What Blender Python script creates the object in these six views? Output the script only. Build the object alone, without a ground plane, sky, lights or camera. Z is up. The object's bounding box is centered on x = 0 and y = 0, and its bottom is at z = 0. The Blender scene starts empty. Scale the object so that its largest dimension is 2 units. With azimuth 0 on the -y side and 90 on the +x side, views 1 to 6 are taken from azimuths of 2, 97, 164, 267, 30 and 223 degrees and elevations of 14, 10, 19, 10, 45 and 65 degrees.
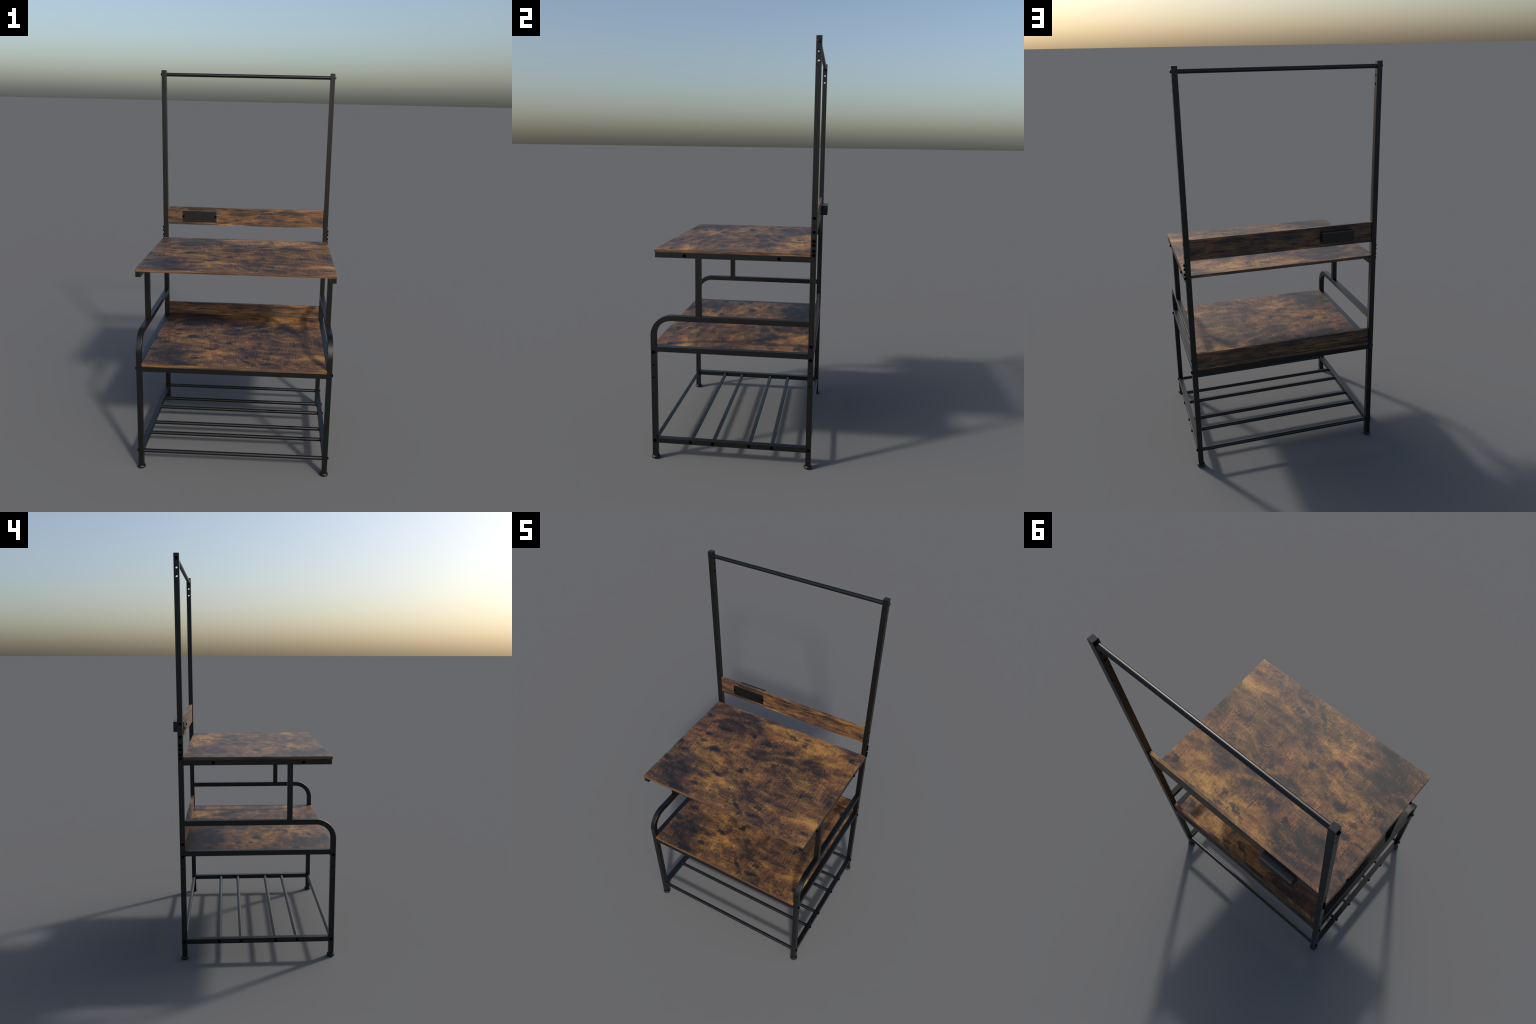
"""Rustic kitchen rack: black square-tube frame, two wood-look shelves,
two back boards, a rod rack near the floor, a tall hanging gantry and a power outlet."""
import bpy, bmesh, math
from mathutils import Vector, Matrix

# ------------------------------------------------------------------ sizes (m)
TUBE = 0.0259                 # square tube
H = TUBE / 2
POST_X = 0.4685               # centre of every upright
REAR_Y, FRONT_Y = 0.3660, -0.3895
TOP_Z = 2.0
ARM_Z = 0.7203                # centre line of the arm tube
BEND_R = 0.0893               # centre-line radius of the bend
INNER_X = POST_X - H          # inner face of the uprights
OUTER_X = POST_X + H
ROD_Y = (-0.3895, -0.2115, -0.1015, 0.0773, 0.1879, 0.3658)
ROD_R = 0.0099
BASE_Z = 0.0960               # centre of the base rails and rods
SHELF_RAIL_Z = 0.5648         # side rails beside the large shelf
CROSS_Z = 0.5484              # cross bars under the large shelf
UPPER_RAIL_Z = 1.0251
SHELF_T = 0.0148

# ------------------------------------------------------------------ node helpers
class Nodes:
    def __init__(self, name):
        self.mat = bpy.data.materials.new(name)
        self.mat.use_nodes = True
        self.t = self.mat.node_tree
        self.t.nodes.clear()

    def new(self, kind, **props):
        n = self.t.nodes.new(kind)
        for k, v in props.items():
            setattr(n, k, v)
        return n

    def put(self, sock, val):
        if hasattr(val, "links"):
            self.t.links.new(val, sock)
        elif val is not None:
            sock.default_value = val

    def math(self, op, a, b=None, c=None, clamp=False):
        n = self.new("ShaderNodeMath", operation=op, use_clamp=clamp)
        for i, v in enumerate((a, b, c)):
            self.put(n.inputs[i], v)
        return n.outputs[0]

    def vmath(self, op, a, b=None, scale=None):
        n = self.new("ShaderNodeVectorMath", operation=op)
        self.put(n.inputs[0], a)
        if b is not None:
            self.put(n.inputs[1], b)
        if scale is not None:
            self.put(n.inputs["Scale"], scale)
        return n.outputs["Value"] if op in ("LENGTH", "DOT_PRODUCT", "DISTANCE") else n.outputs["Vector"]

    def noise(self, vec, scale, detail=3.0, rough=0.55, dims="2D", lac=2.0, dist=0.0, color=False):
        n = self.new("ShaderNodeTexNoise", noise_dimensions=dims)
        self.put(n.inputs["Vector"], vec)
        n.inputs["Scale"].default_value = scale
        n.inputs["Detail"].default_value = detail
        n.inputs["Roughness"].default_value = rough
        n.inputs["Lacunarity"].default_value = lac
        n.inputs["Distortion"].default_value = dist
        return n.outputs["Color" if color else "Fac"]

    def smooth(self, val, lo, hi, a=0.0, b=1.0):
        n = self.new("ShaderNodeMapRange", interpolation_type="SMOOTHSTEP")
        self.put(n.inputs["Value"], val)
        n.inputs["From Min"].default_value = lo
        n.inputs["From Max"].default_value = hi
        n.inputs["To Min"].default_value = a
        n.inputs["To Max"].default_value = b
        return n.outputs["Result"]

    def ramp(self, fac, stops, mode="LINEAR"):
        n = self.new("ShaderNodeValToRGB")
        cr = n.color_ramp
        cr.interpolation = mode
        while len(cr.elements) < len(stops):
            cr.elements.new(0.5)
        for e, (p, c) in zip(cr.elements, stops):
            e.position = p
            e.color = (*c, 1.0)
        self.put(n.inputs["Fac"], fac)
        return n.outputs["Color"]

    def mix(self, fac, a, b, blend="MIX"):
        n = self.new("ShaderNodeMix", data_type="RGBA", blend_type=blend)
        self.put(n.inputs[0], fac)
        for s, v in ((n.inputs[6], a), (n.inputs[7], b)):
            self.put(s, v if hasattr(v, "links") else (*v, 1.0))
        return n.outputs[2]

    def comb(self, x, y, z=0.0):
        n = self.new("ShaderNodeCombineXYZ")
        for s, v in zip(n.inputs, (x, y, z)):
            self.put(s, v)
        return n.outputs[0]

    def sep(self, v):
        n = self.new("ShaderNodeSeparateXYZ")
        self.put(n.inputs[0], v)
        return n.outputs

    def finish(self, color, rough, spec=0.5, bump=None, strength=0.1, dist=0.001, metallic=0.0):
        b = self.new("ShaderNodeBsdfPrincipled")
        self.put(b.inputs["Base Color"], color if hasattr(color, "links") else (*color, 1.0))
        self.put(b.inputs["Roughness"], rough)
        self.put(b.inputs["Specular IOR Level"], spec)
        b.inputs["Metallic"].default_value = metallic
        if bump is not None:
            n = self.new("ShaderNodeBump")
            n.inputs["Strength"].default_value = strength
            n.inputs["Distance"].default_value = dist
            self.put(n.inputs["Height"], bump)
            self.put(b.inputs["Normal"], n.outputs["Normal"])
        o = self.new("ShaderNodeOutputMaterial")
        self.t.links.new(b.outputs[0], o.inputs[0])
        return self.mat


def paint(name, color, rough, spec=0.5, metallic=0.0):
    """Powder-coated metal or plastic with a faint mottling."""
    k = Nodes(name)
    co = k.new("ShaderNodeTexCoord").outputs["Object"]
    n = k.noise(co, 60.0, 3.0, 0.6, dims="3D")
    f = k.smooth(n, 0.3, 0.7, 0.96, 1.04)
    col = k.vmath("SCALE", color, scale=f)
    return k.finish(col, rough, spec, metallic=metallic)


# Wood decor: dark stains and knots of the printed board, in metres on the shelf
# (x, y, half length, half width, turn in degrees, strength)
STAINS = [
    (-0.300, 0.163, 0.060, 0.018, 5, 1.0), (-0.368, 0.021, 0.026, 0.012, 0, 0.9),
    (-0.372, 0.078, 0.020, 0.014, 0, 0.8), (-0.272, -0.008, 0.032, 0.026, 30, 0.95),
    (-0.227, 0.266, 0.040, 0.020, 0, 0.9), (-0.340, 0.235, 0.090, 0.026, -8, 0.75),
    (-0.270, 0.330, 0.075, 0.020, 0, 0.75), (-0.455, 0.225, 0.050, 0.022, -25, 0.7),
    (-0.438, 0.076, 0.032, 0.008, 0, 0.6), (-0.468, -0.051, 0.020, 0.013, 0, 0.7),
    (-0.425, -0.095, 0.024, 0.013, 0, 0.7), (-0.455, -0.195, 0.050, 0.026, -20, 0.75),
    (-0.365, -0.195, 0.060, 0.022, 0, 0.65), (-0.310, -0.240, 0.080, 0.040, -10, 0.8),
    (-0.225, -0.283, 0.028, 0.017, 0, 0.85), (-0.290, -0.352, 0.080, 0.022, 0, 0.95),
    (-0.455, -0.335, 0.032, 0.016, 0, 0.6), (-0.155, -0.168, 0.036, 0.014, 0, 0.6),
    (-0.195, -0.010, 0.026, 0.008, -10, 0.6), (-0.155, -0.080, 0.020, 0.010, 0, 0.45),
    (-0.050, -0.090, 0.020, 0.020, 0, 0.85), (-0.033, -0.060, 0.018, 0.008, 0, 0.6),
    (-0.123, 0.188, 0.020, 0.014, 0, 0.9), (-0.024, 0.172, 0.022, 0.021, 20, 1.0),
    (-0.060, 0.156, 0.022, 0.014, 0, 0.7), (0.060, 0.290, 0.050, 0.012, -25, 0.7),
    (0.160, 0.253, 0.024, 0.022, 0, 0.7), (0.165, 0.306, 0.034, 0.010, 0, 0.7),
    (0.118, 0.160, 0.055, 0.026, -10, 0.75), (0.068, 0.073, 0.024, 0.012, 0, 0.65),
    (0.086, 0.030, 0.026, 0.013, 20, 0.75), (0.315, -0.083, 0.026, 0.016, 0, 0.75),
    (0.440, 0.273, 0.032, 0.013, -15, 0.75), (0.440, -0.298, 0.036, 0.014, -10, 0.75),
    (0.169, -0.272, 0.034, 0.013, 0, 0.7), (0.165, -0.327, 0.036, 0.010, 0, 0.8),
    (0.060, -0.310, 0.050, 0.011, -25, 0.75), (0.016, -0.152, 0.034, 0.020, 0, 0.55),
    (0.323, -0.205, 0.030, 0.008, -10, 0.5), (0.435, -0.010, 0.045, 0.045, 0, 0.32),
    (0.170, 0.100, 0.190, 0.140, 0, 0.34), (0.120, -0.220, 0.190, 0.110, 0, 0.30),
    (-0.320, 0.260, 0.200, 0.100, -5, 0.55), (-0.360, -0.260, 0.170, 0.120, -8, 0.46),
    (-0.020, 0.040, 0.090, 0.090, 0, 0.20), (0.300, -0.300, 0.170, 0.080, 0, 0.26),
]
# golden, worn-through patches
PATCHES = [
    (-0.370, -0.030, 0.110, 0.070, 0, 0.55), (-0.090, -0.215, 0.090, 0.060, 0, 0.75),
    (-0.235, -0.070, 0.090, 0.050, 0, 0.45), (0.385, -0.010, 0.022, 0.090, 8, 0.70),
    (0.362, 0.215, 0.060, 0.050, 0, 0.50), (-0.015, 0.325, 0.060, 0.014, 0, 0.60),
    (0.410, -0.215, 0.070, 0.060, 0, 0.50), (-0.150, 0.110, 0.110, 0.070, 0, 0.40),
    (0.000, -0.352, 0.075, 0.014, 0, 0.65), (0.115, 0.280, 0.020, 0.050, 0, 0.50),
    (0.120, -0.335, 0.022, 0.040, 0, 0.50), (-0.405, 0.060, 0.060, 0.025, 0, 0.45),
]
# dark splits that follow the grain (x, y, half length, lean in degrees)
SPLITS = [(0.094, 0.315, 0.045, 4), (0.028, 0.220, 0.042, 0), (0.122, -0.090, 0.060, 3),
          (0.108, -0.250, 0.060, 6), (0.097, -0.345, 0.030, 10)]
# knots with growth rings (x, y, half width, half length)
KNOTS = [(0.178, -0.066, 0.060, 0.095), (-0.325, 0.045, 0.080, 0.065)]


def wood(name, mode):
    """One printed rustic board.  mode 'face': across a shelf; 'board': squeezed onto
    a narrow board; 'edge': the streaky edge banding."""
    k = Nodes(name)
    tc = k.new("ShaderNodeTexCoord")
    if mode == "edge":
        x, y, z = k.sep(tc.outputs["Object"])
        px = k.math("ADD", x, k.math("MULTIPLY", y, 1.0))
        py = k.math("MULTIPLY", z, 13.0)
    else:
        gx, gy, gz = k.sep(tc.outputs["Generated"])
        px = k.math("MULTIPLY_ADD", gx, 0.964, -0.482)
        g2 = gy if mode == "face" else gz
        py = k.math("MULTIPLY_ADD", g2, 0.728 if mode == "face" else 0.44,
                    -0.3755 if mode == "face" else -0.22)
    p0 = k.comb(px, py)

    # ragged outlines: every placed mark is looked up through this warp
    w1 = k.vmath("SUBTRACT", k.noise(p0, 24.0, 5.0, 0.68, color=True), (0.5, 0.5, 0.5))
    p = k.vmath("ADD", p0, k.vmath("MULTIPLY", w1, (0.085, 0.048, 0.0)))
    w2 = k.vmath("SUBTRACT", k.noise(p0, 5.0, 3.0, 0.5, color=True), (0.5, 0.5, 0.5))
    pk = k.vmath("ADD", p0, k.vmath("MULTIPLY", w2, (0.030, 0.030, 0.0)))
    w3 = k.vmath("SUBTRACT", k.noise(p0, 38.0, 3.0, 0.6, color=True), (0.5, 0.5, 0.5))
    pk = k.vmath("ADD", pk, k.vmath("MULTIPLY", w3, (0.010, 0.014, 0.0)))

    def spot(vec, x, y, a, b, turn, lo=0.10, hi=1.40):
        d = k.vmath("SUBTRACT", vec, (x, y, 0.0))
        if turn:
            n = k.new("ShaderNodeVectorRotate", rotation_type="Z_AXIS")
            k.put(n.inputs["Vector"], d)
            n.inputs["Angle"].default_value = -math.radians(turn)
            d = n.outputs[0]
        r = k.vmath("LENGTH", k.vmath("MULTIPLY", d, (1.0 / a, 1.0 / b, 0.0)))
        return k.smooth(r, lo, hi, 1.0, 0.0)

    # grain lines run front to back; rings close round the knots
    gx_ = k.sep(pk)[0]
    gy_ = k.sep(pk)[1]
    phase = gx_
    near = None
    for (x, y, a, b) in KNOTS:
        d = k.vmath("MULTIPLY", k.vmath("SUBTRACT", pk, (x, y, 0.0)), (1.0 / a, 1.0 / b, 0.0))
        r = k.vmath("LENGTH", d)
        m = k.smooth(r, 0.55, 1.25, 1.0, 0.0)
        near = m if near is None else k.math("MAXIMUM", near, m)
        ring = k.math("MULTIPLY", r, a)
        n = k.new("ShaderNodeMix", data_type="FLOAT")
        k.put(n.inputs[0], m)
        k.put(n.inputs[2], phase)
        k.put(n.inputs[3], ring)
        phase = n.outputs[0]
    show = k.smooth(k.noise(k.vmath("ADD", p0, (2.2, 8.8, 0)), 9.0, 2.0), 0.42, 0.62, 0.10, 0.75)
    lines = k.noise(k.comb(k.math("MULTIPLY", phase, 190.0), k.math("MULTIPLY", gy_, 9.0)), 1.0, 2.0, 0.6)
    fine = k.noise(k.comb(k.math("MULTIPLY", px, 300.0), k.math("MULTIPLY", py, 85.0)), 1.0, 4.0, 0.7)
    cross = k.noise(k.comb(k.math("MULTIPLY", px, 60.0), k.math("MULTIPLY", py, 170.0)), 1.0, 2.0, 0.6)
    cloud = k.noise(k.comb(k.math("MULTIPLY", px, 3.0), k.math("MULTIPLY", py, 5.6)), 1.0, 9.0, 0.66, dist=0.5)
    patchy = k.noise(k.vmath("ADD", k.comb(k.math("MULTIPLY", px, 15.0), k.math("MULTIPLY", py, 27.0)), (7.3, 2.1, 0)),
                     1.0, 5.0, 0.62, dist=0.4)
    grit = k.noise(k.vmath("ADD", p0, (3.1, 1.7, 0)), 110.0, 3.0, 0.7)

    D = k.math("MULTIPLY_ADD", k.math("SUBTRACT", cloud, 0.5), 1.70, 0.42 if mode == "face" else 0.45)
    D = k.math("MULTIPLY_ADD", k.math("SUBTRACT", patchy, 0.5), 0.80, D)
    if mode == "face":
        D = k.math("MULTIPLY_ADD", k.math("SUBTRACT", lines, 0.5), k.math("MULTIPLY_ADD", near, 0.45, show), D)
        D = k.math("MULTIPLY_ADD", k.math("SUBTRACT", fine, 0.5), 0.46, D)
    D = k.math("MULTIPLY_ADD", k.math("SUBTRACT", cross, 0.5), {"face": 0.0, "board": 0.16, "edge": 0.28}[mode], D)
    D = k.math("MULTIPLY_ADD", k.math("SUBTRACT", grit, 0.5), 0.42, D)

    if mode != "edge":
        light = None
        for (x, y, a, b, t, s) in PATCHES:
            v = k.math("MULTIPLY", spot(p, x, y, a, b, t, 0.2, 1.3), s)
            light = v if light is None else k.math("MAXIMUM", light, v)
        D = k.math("MULTIPLY_ADD", light, -0.27, D)
        dark = None
        for (x, y, a, b, t, s) in STAINS:
            v = k.math("MULTIPLY", spot(p, x, y, a, b, t), s)
            dark = v if dark is None else k.math("MAXIMUM", dark, v)
        D = k.math("MULTIPLY_ADD", dark, 0.68, D)
        # clusters of worm specks
        speck = k.smooth(k.noise(p0, 75.0, 3.0, 0.6), 0.56, 0.64)
        zone = k.smooth(k.noise(k.vmath("ADD", p0, (1.3, 5.2, 0)), 7.0, 2.0), 0.52, 0.66)
        D = k.math("MULTIPLY_ADD", k.math("MULTIPLY", speck, zone), 0.28, D)
        # hairline cracks
        rid = k.math("ABSOLUTE", k.math("SUBTRACT", k.noise(k.comb(k.math("MULTIPLY", px, 17.0),
              k.math("MULTIPLY", py, 21.0)), 1.0, 4.0, 0.6), 0.5))
        hair = k.smooth(rid, 0.002, 0.011, 1.0, 0.0)
        where = k.smooth(k.noise(k.vmath("ADD", p0, (6.1, 0.4, 0)), 11.0, 2.0), 0.50, 0.62)
        D = k.math("MULTIPLY_ADD", k.math("MULTIPLY", hair, where), 0.38, D)
        if mode == "face":
            cut = None
            for (x, y, l, lean) in SPLITS:
                v = spot(pk, x, y, 0.0030, l, -lean, 0.3, 1.1)
                cut = v if cut is None else k.math("MAXIMUM", cut, v)
            D = k.math("MULTIPLY_ADD", cut, 0.5, D)
    else:
        D = k.math("ADD", D, 0.05)

    gold = k.ramp(D, [(0.00, (0.360, 0.194, 0.050)), (0.20, (0.248, 0.125, 0.033)),
                      (0.42, (0.124, 0.062, 0.023)), (0.62, (0.053, 0.028, 0.017)),
                      (0.80, (0.019, 0.014, 0.013)), (1.00, (0.008, 0.008, 0.009))])
    rust = k.ramp(D, [(0.00, (0.310, 0.150, 0.046)), (0.20, (0.200, 0.092, 0.031)),
                      (0.42, (0.104, 0.046, 0.023)), (0.62, (0.047, 0.024, 0.018)),
                      (0.80, (0.019, 0.013, 0.014)), (1.00, (0.008, 0.008, 0.009))])
    hue = k.smooth(k.noise(k.vmath("ADD", p0, (9.0, 4.0, 0)), 6.0, 5.0, 0.7), 0.43, 0.65)
    col = k.mix(hue, gold, rust)
    return k.finish(col, 0.53, 0.5, bump=k.math("MULTIPLY", lines, 1.0) if mode == "face" else cross,
                    strength=0.05, dist=0.0006)


FRAME = paint("black_powder_coat", (0.0010, 0.0010, 0.0010), 0.39, 0.53)
BOLT = paint("black_bolt_steel", (0.0006, 0.0006, 0.0006), 0.6, 0.02)
RUBBER = paint("black_foot_cap", (0.0010, 0.0010, 0.0010), 0.46, 0.45)
PLASTIC = paint("black_plastic", (0.0024, 0.0024, 0.0024), 0.44, 0.52)
SOCKET_PLASTIC = paint("dark_socket_plastic", (0.0024, 0.0024, 0.0024), 0.44, 0.52)
WOOD_FACE = wood("rustic_wood_face", "face")
WOOD_BOARD = wood("rustic_wood_board", "board")
WOOD_EDGE = wood("rustic_wood_edge", "edge")

# ------------------------------------------------------------------ scene helpers
COL = bpy.context.scene.collection


def link(name, mesh, parent, loc=(0, 0, 0), rot=None):
    o = bpy.data.objects.new(name, mesh)
    o.location = loc
    if rot:
        o.rotation_euler = rot
    o.parent = parent
    COL.objects.link(o)
    return o


def to_mesh(bm, name, *mats, angle=22):
    me = bpy.data.meshes.new(name)
    bmesh.ops.recalc_face_normals(bm, faces=bm.faces[:])
    bm.to_mesh(me)
    bm.free()
    for m in mats:
        me.materials.append(m)
    me.shade_smooth()
    me.set_sharp_from_angle(angle=math.radians(angle))
    return me


def box_bm(sx, sy, sz, bevel=0.0008, seg=2):
    bm = bmesh.new()
    bmesh.ops.create_cube(bm, size=1.0, matrix=Matrix.Diagonal((sx, sy, sz, 1)))
    if bevel:
        bmesh.ops.bevel(bm, geom=bm.edges[:], offset=bevel, segments=seg, affect="EDGES", profile=0.5)
    return bm


def box(name, size, *mats, bevel=0.0008, seg=2):
    return to_mesh(box_bm(*size, bevel, seg), name, *mats)


def spin(name, profile, mat, axis="Z", seg=40):
    """Solid of revolution from (radius, height) pairs; both ends closed on the axis."""
    bm = bmesh.new()
    rings = []
    for r, h in profile:
        ring = []
        for i in range(seg):
            a = 2 * math.pi * i / seg
            c, s = r * math.cos(a), r * math.sin(a)
            ring.append(bm.verts.new((c, s, h) if axis == "Z" else (h, c, s)))
        rings.append(ring)
    for A, B in zip(rings, rings[1:]):
        for i in range(seg):
            j = (i + 1) % seg
            bm.faces.new((A[i], A[j], B[j], B[i]))
    bm.faces.new(rings[0][::-1])
    bm.faces.new(rings[-1])
    return to_mesh(bm, name, mat)


def sweep_tube(name, path, mat, r=0.0012):
    """Rounded-square tube swept along a path in the (y, z) plane."""
    sec = []
    for cx, cy, a0 in ((1, 1, 0), (-1, 1, 90), (-1, -1, 180), (1, -1, 270)):
        for a in (0, 45, 90):
            t = math.radians(a0 + a)
            sec.append((cx * (H - r) + r * math.cos(t), cy * (H - r) + r * math.sin(t)))
    bm = bmesh.new()
    rings = []
    for i, (y, z) in enumerate(path):
        a = path[max(i - 1, 0)]
        b = path[min(i + 1, len(path) - 1)]
        ty, tz = b[0] - a[0], b[1] - a[1]
        n = math.hypot(ty, tz)
        ny, nz = -tz / n, ty / n
        rings.append([bm.verts.new((u, y + ny * v, z + nz * v)) for u, v in sec])
    m = len(sec)
    for A, B in zip(rings, rings[1:]):
        for i in range(m):
            j = (i + 1) % m
            bm.faces.new((A[i], A[j], B[j], B[i]))
    bm.faces.new(rings[0][::-1])
    bm.faces.new(rings[-1])
    return to_mesh(bm, name, mat)


def drill(mesh, cutters, painted_shade=None):
    """Boolean difference of `mesh` with a list of bmesh-made cutter meshes."""
    o = bpy.data.objects.new("work", mesh)
    COL.objects.link(o)
    bm = bmesh.new()
    for c in cutters:
        bm.from_mesh(c)
        bpy.data.meshes.remove(c)
    cm = bpy.data.meshes.new("cutter")
    bm.to_mesh(cm)
    bm.free()
    if painted_shade:                                   # bore walls coloured black to paint in the shade inside holes
        cm.materials.append(painted_shade)
    c = bpy.data.objects.new("cutter", cm)
    COL.objects.link(c)
    md = o.modifiers.new("cut", "BOOLEAN")
    md.operation, md.solver, md.object = "DIFFERENCE", "EXACT", c
    md.material_mode = "TRANSFER" if painted_shade else "INDEX"
    dg = bpy.context.evaluated_depsgraph_get()
    out = bpy.data.meshes.new_from_object(o.evaluated_get(dg))
    out.name = mesh.name + "_drilled"
    for ob in (o, c):
        bpy.data.objects.remove(ob)
    out.shade_smooth()
    out.set_sharp_from_angle(angle=math.radians(22))
    return out


def bore(y, z, r, length=0.06, axis="X", x=0.0):
    bm = bmesh.new()
    rot = Matrix.Rotation(math.pi / 2, 4, "Y" if axis == "X" else "X")
    bmesh.ops.create_cone(bm, cap_ends=True, segments=24, radius1=r, radius2=r, depth=length,
                          matrix=Matrix.Translation((x, y, z)) @ rot)
    me = bpy.data.meshes.new("bore")
    bm.to_mesh(me)
    bm.free()
    return me


def block(cx, cy, cz, sx, sy, sz):
    bm = bmesh.new()
    bmesh.ops.create_cube(bm, size=1.0, matrix=Matrix.Translation((cx, cy, cz)) @ Matrix.Diagonal((sx, sy, sz, 1)))
    me = bpy.data.meshes.new("block")
    bm.to_mesh(me)
    bm.free()
    return me


# ------------------------------------------------------------------ the rack
rack = bpy.data.objects.new("kitchen_rack", None)
rack.empty_display_size = 0.2
COL.objects.link(rack)
rack["label"] = "tall black metal kitchen rack with rustic brown wood shelves"
rack["category"] = "storage rack"

# --- bolts: button heads with a hex socket, along +x
head = spin("bolt_head", [(0.0074, -0.0004), (0.0074, 0.0030), (0.0072, 0.0042), (0.0064, 0.0054),
                          (0.0048, 0.0060), (0.0032, 0.0061), (0.0030, 0.0036), (0.0004, 0.0034)], BOLT, "X", 24)
grey_head = head.copy()
grey_head.materials.clear()
grey_head.materials.append(FRAME)
flush_head = spin("flush_bolt_head", [(0.0074, -0.0004), (0.0074, 0.0008), (0.0068, 0.0013), (0.0034, 0.0014),
                                      (0.0032, 0.0004), (0.0004, 0.0003)], BOLT, "X", 24)
plate_head = spin("plate_screw_head", [(0.0057, -0.0004), (0.0057, 0.0014), (0.0052, 0.0024), (0.0040, 0.0032),
                                       (0.0024, 0.0035), (0.0022, 0.0018), (0.0004, 0.0016)], BOLT, "X", 24)


def bolt(parent, side, y, z, mesh=head, x=OUTER_X):
    """Bolt head on the outer face; side is +1 or -1."""
    o = link("bolt", mesh, parent, rot=(0, 0, 0) if side > 0 else (0, 0, math.pi))
    o.location = Vector((side * x, y, z)) - parent.location
    return o


# --- tall posts
post_mesh = box("post", (TUBE, TUBE, TOP_Z - 0.008), FRAME, bevel=0.0007)
PZ = (TOP_Z + 0.008) / 2
post_mesh = drill(post_mesh, [bore(0, z - PZ, r) for z, r in
                              ((1.9365, 0.0057), (1.8977, 0.0057), (0.4848, 0.0043), (0.4206, 0.0043))], BOLT)
POST_BOLTS = (1.1116, 1.0919, 1.0660, 1.0462, 0.5490, 0.0958)
BOARD_BOLTS = (1.2156, 1.1511, 0.6134)          # nearly flush heads that hold the boards
for s in (-1, 1):
    post = link("post", post_mesh, rack, (s * POST_X, REAR_Y, PZ))
    for z in POST_BOLTS:
        bolt(post, s, REAR_Y, z)
    for z in BOARD_BOLTS:
        bolt(post, s, REAR_Y, z, flush_head)
    bolt(post, s, REAR_Y, 1.9772, grey_head if s > 0 else head)

# --- front legs that bend over into arm tubes
path = [(FRONT_Y, 0.008), (FRONT_Y, 0.30), (FRONT_Y, 0.60)]
cy, cz = FRONT_Y + BEND_R, ARM_Z - BEND_R
for i in range(29):
    a = math.pi - math.pi / 2 * i / 28
    path.append((cy + BEND_R * math.cos(a), cz + BEND_R * math.sin(a)))
path += [(0.0, ARM_Z), (REAR_Y - H - 0.0001, ARM_Z)]
leg_mesh = sweep_tube("curved_leg", path, FRAME)
leg_mesh = drill(leg_mesh, [bore(FRONT_Y, z, 0.0043) for z in (0.4848, 0.4206)], BOLT)
for s in (-1, 1):
    leg = link("curved_leg", leg_mesh, rack, (s * POST_X, 0, 0))
    for z in (0.5490, 0.0958):
        bolt(leg, s, FRONT_Y, z)

# --- feet
foot_mesh = spin("foot", [(0.0150, 0.0), (0.0180, 0.0006), (0.0200, 0.0028), (0.0206, 0.0060), (0.0204, 0.0090),
                          (0.0190, 0.0120), (0.0172, 0.0140), (0.0150, 0.0150), (0.0130, 0.0152)], RUBBER)
for s in (-1, 1):
    for y in (REAR_Y, FRONT_Y):
        link("foot", foot_mesh, rack, (s * POST_X, y, 0))

# --- fore-and-aft rails
span = (REAR_Y - H) - (FRONT_Y + H) - 0.0002
mid = ((REAR_Y - H) + (FRONT_Y + H)) / 2
rail_mesh = box("rail", (TUBE, span, TUBE), FRAME)
for s in (-1, 1):
    link("shelf_rail", rail_mesh, rack, (s * POST_X, mid, SHELF_RAIL_Z))
    base = link("base_rail", rail_mesh, rack, (s * POST_X, mid, BASE_Z))
    for y in ROD_Y[1:-1]:
        bolt(base, s, y, BASE_Z)

# --- rails and struts that carry the small shelf
UY0, UY1 = -0.3732, REAR_Y - H - 0.0001
upper_mesh = box("bracket_rail", (TUBE, UY1 - UY0, TUBE), FRAME)
strut_len = (UPPER_RAIL_Z - H) - (ARM_Z + H) - 0.0002
strut_mesh = box("strut", (TUBE, TUBE, strut_len), FRAME)
for s in (-1, 1):
    up = link("bracket_rail", upper_mesh, rack, (s * (POST_X - 0.0006), (UY0 + UY1) / 2, UPPER_RAIL_Z))
    for y in (-0.2330, 0.2092):
        bolt(up, s, y, UPPER_RAIL_Z - 0.0004, x=OUTER_X - 0.0006)
    link("strut", strut_mesh, rack, (s * (POST_X - 0.0006), -0.1688, (UPPER_RAIL_Z + ARM_Z) / 2))

# --- cross bars, rods
cross_mesh = box("crossbar", (2 * INNER_X - 0.0002, TUBE, TUBE), FRAME)
for y, z in ((FRONT_Y, CROSS_Z), (REAR_Y, CROSS_Z)):
    link("crossbar", cross_mesh, rack, (0, y, z))
for y in (-0.2330, 0.2092):                     # carry the small shelf, bolted through its rails
    link("crossbar", cross_mesh, rack, (0, y, UPPER_RAIL_Z - 0.0004))
L = INNER_X + 0.001
rod_mesh = spin("rod", [(ROD_R, -L), (ROD_R, L)], FRAME, "X", 32)
for y in ROD_Y:
    link("rod", rod_mesh, rack, (0, y, BASE_Z - 0.0006))
link("hanging_rod", spin("hanging_rod", [(0.0100, -L), (0.0100, L)], FRAME, "X", 32), rack, (0, REAR_Y, 1.9770))


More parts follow.
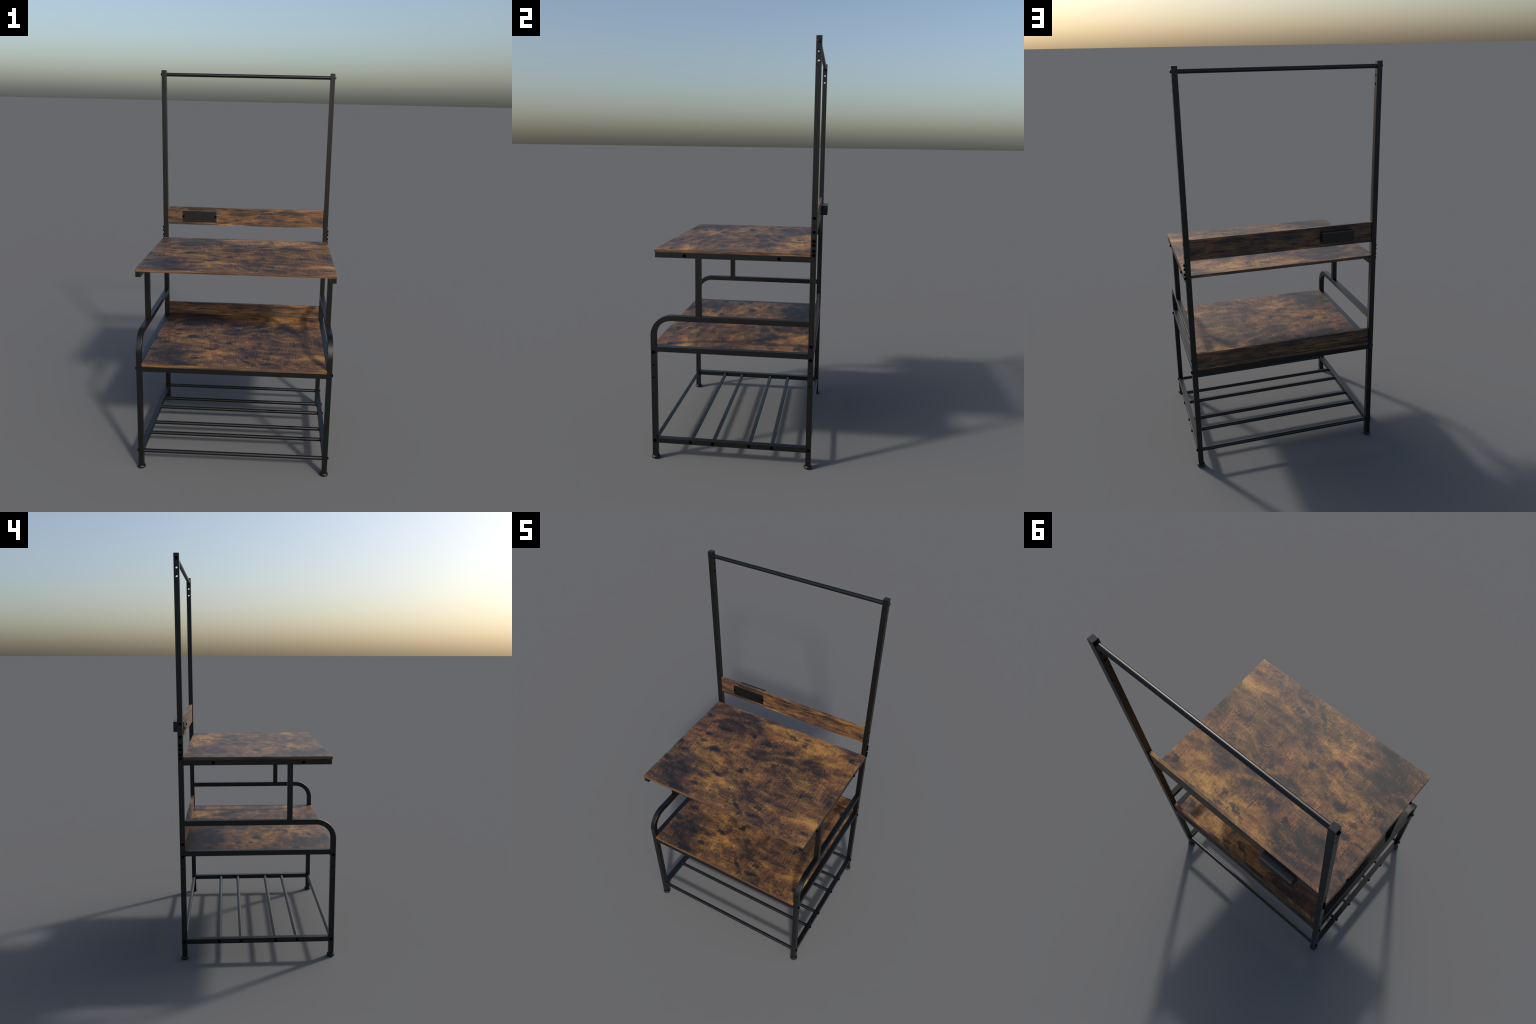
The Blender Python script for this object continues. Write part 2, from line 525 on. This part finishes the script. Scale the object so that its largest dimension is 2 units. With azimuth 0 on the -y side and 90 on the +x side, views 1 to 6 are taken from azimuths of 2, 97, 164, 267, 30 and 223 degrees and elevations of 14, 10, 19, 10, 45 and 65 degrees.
# --- shelves and boards
def board(name, size, face_mat, flat_axis):
    bm = box_bm(*size, bevel=0.0008, seg=2)
    me = to_mesh(bm, name, face_mat, WOOD_EDGE)
    for f in me.polygons:
        f.material_index = 0 if abs(f.normal[flat_axis]) > 0.7 else 1
    return me


SY0, SY1 = -0.3760, REAR_Y - H - 0.0006
link("shelf_board", board("small_shelf", (0.9636, SY1 - SY0, SHELF_T), WOOD_FACE, 2), rack,
     (0, (SY0 + SY1) / 2, 1.0380 + SHELF_T / 2))
LY0, LY1 = FRONT_Y - H - 0.0006, 0.3784
link("shelf_board", board("large_shelf", (2 * INNER_X - 0.0012, LY1 - LY0, SHELF_T + 0.0008), WOOD_FACE, 2), rack,
     (0, (LY0 + LY1) / 2, 0.5614 + (SHELF_T + 0.0008) / 2))
bw = 2 * INNER_X - 0.0004
link("backboard", board("tall_backboard", (bw, 0.0150, 0.1034), WOOD_BOARD, 1), rack, (0, 0.3655, 1.1833))
link("backboard", board("short_backboard", (bw, 0.0150, 0.0729), WOOD_BOARD, 1), rack, (0, 0.3655, 0.6138))

# --- power outlet let into the board
PX, PZc, PY = -0.2690, 1.1812, 0.3562
outlet = link("power_outlet", box("outlet_housing", (0.1640, 0.0370, 0.0515), PLASTIC, bevel=0.0008), rack,
              (-0.2660, 0.3905, 1.1856))
outlet.data.materials[0] = PLASTIC


def sub(name, mesh, loc):
    return link(name, mesh, outlet, Vector(loc) - outlet.location)


plate = box("outlet_plate", (0.1990, 0.0046, 0.0632), PLASTIC, bevel=0.0008)
SOCKETS = ((-0.3284, 1.1832, 0.0440, 0.0400), (-0.2736, 1.1828, 0.0440, 0.0400), (-0.2180, 1.1820, 0.0600, 0.0370))
FACE = -0.0023
plate = drill(plate, [block(x - PX, FACE, z - PZc, w, 0.0056, h) for x, z, w, h in SOCKETS])
sub("outlet_plate", plate, (PX, PY, PZc))
for i, (x, z, w, h) in enumerate(SOCKETS):
    m = box("socket_face", (w - 0.0040, 0.0030, h - 0.0040), SOCKET_PLASTIC, bevel=0.0)
    fy = -0.0015
    if i < 2:
        cuts = [block(dx, fy, -0.0075, 0.0020, 0.0050, 0.0120) for dx in (-0.0055, 0.0055)]
        cuts.append(bore(fy, 0.0075, 0.0034, 0.0050, "Y"))
    else:
        cuts = []
        for dx in (-0.0062, 0.0100):
            cuts += [block(dx + e, fy, 0, 0.0014, 0.0050, 0.0170) for e in (-0.0052, 0.0052)]
            cuts += [block(dx, fy, e, 0.0086, 0.0050, 0.0014) for e in (-0.0078, 0.0078)]
            cuts.append(block(dx + 0.0012, fy, 0, 0.0022, 0.0050, 0.0120))
    sub("socket" if i < 2 else "usb_port", drill(m, cuts), (x, PY - 0.0004, z))
for x in (-0.3633, -0.1753):
    o = sub("bolt", plate_head, (x, PY - 0.0023, PZc))
    o.rotation_euler = (0, 0, -math.pi / 2)

for block_ in (bpy.data.meshes,):
    for me in list(block_):
        if me.users == 0:
            block_.remove(me)
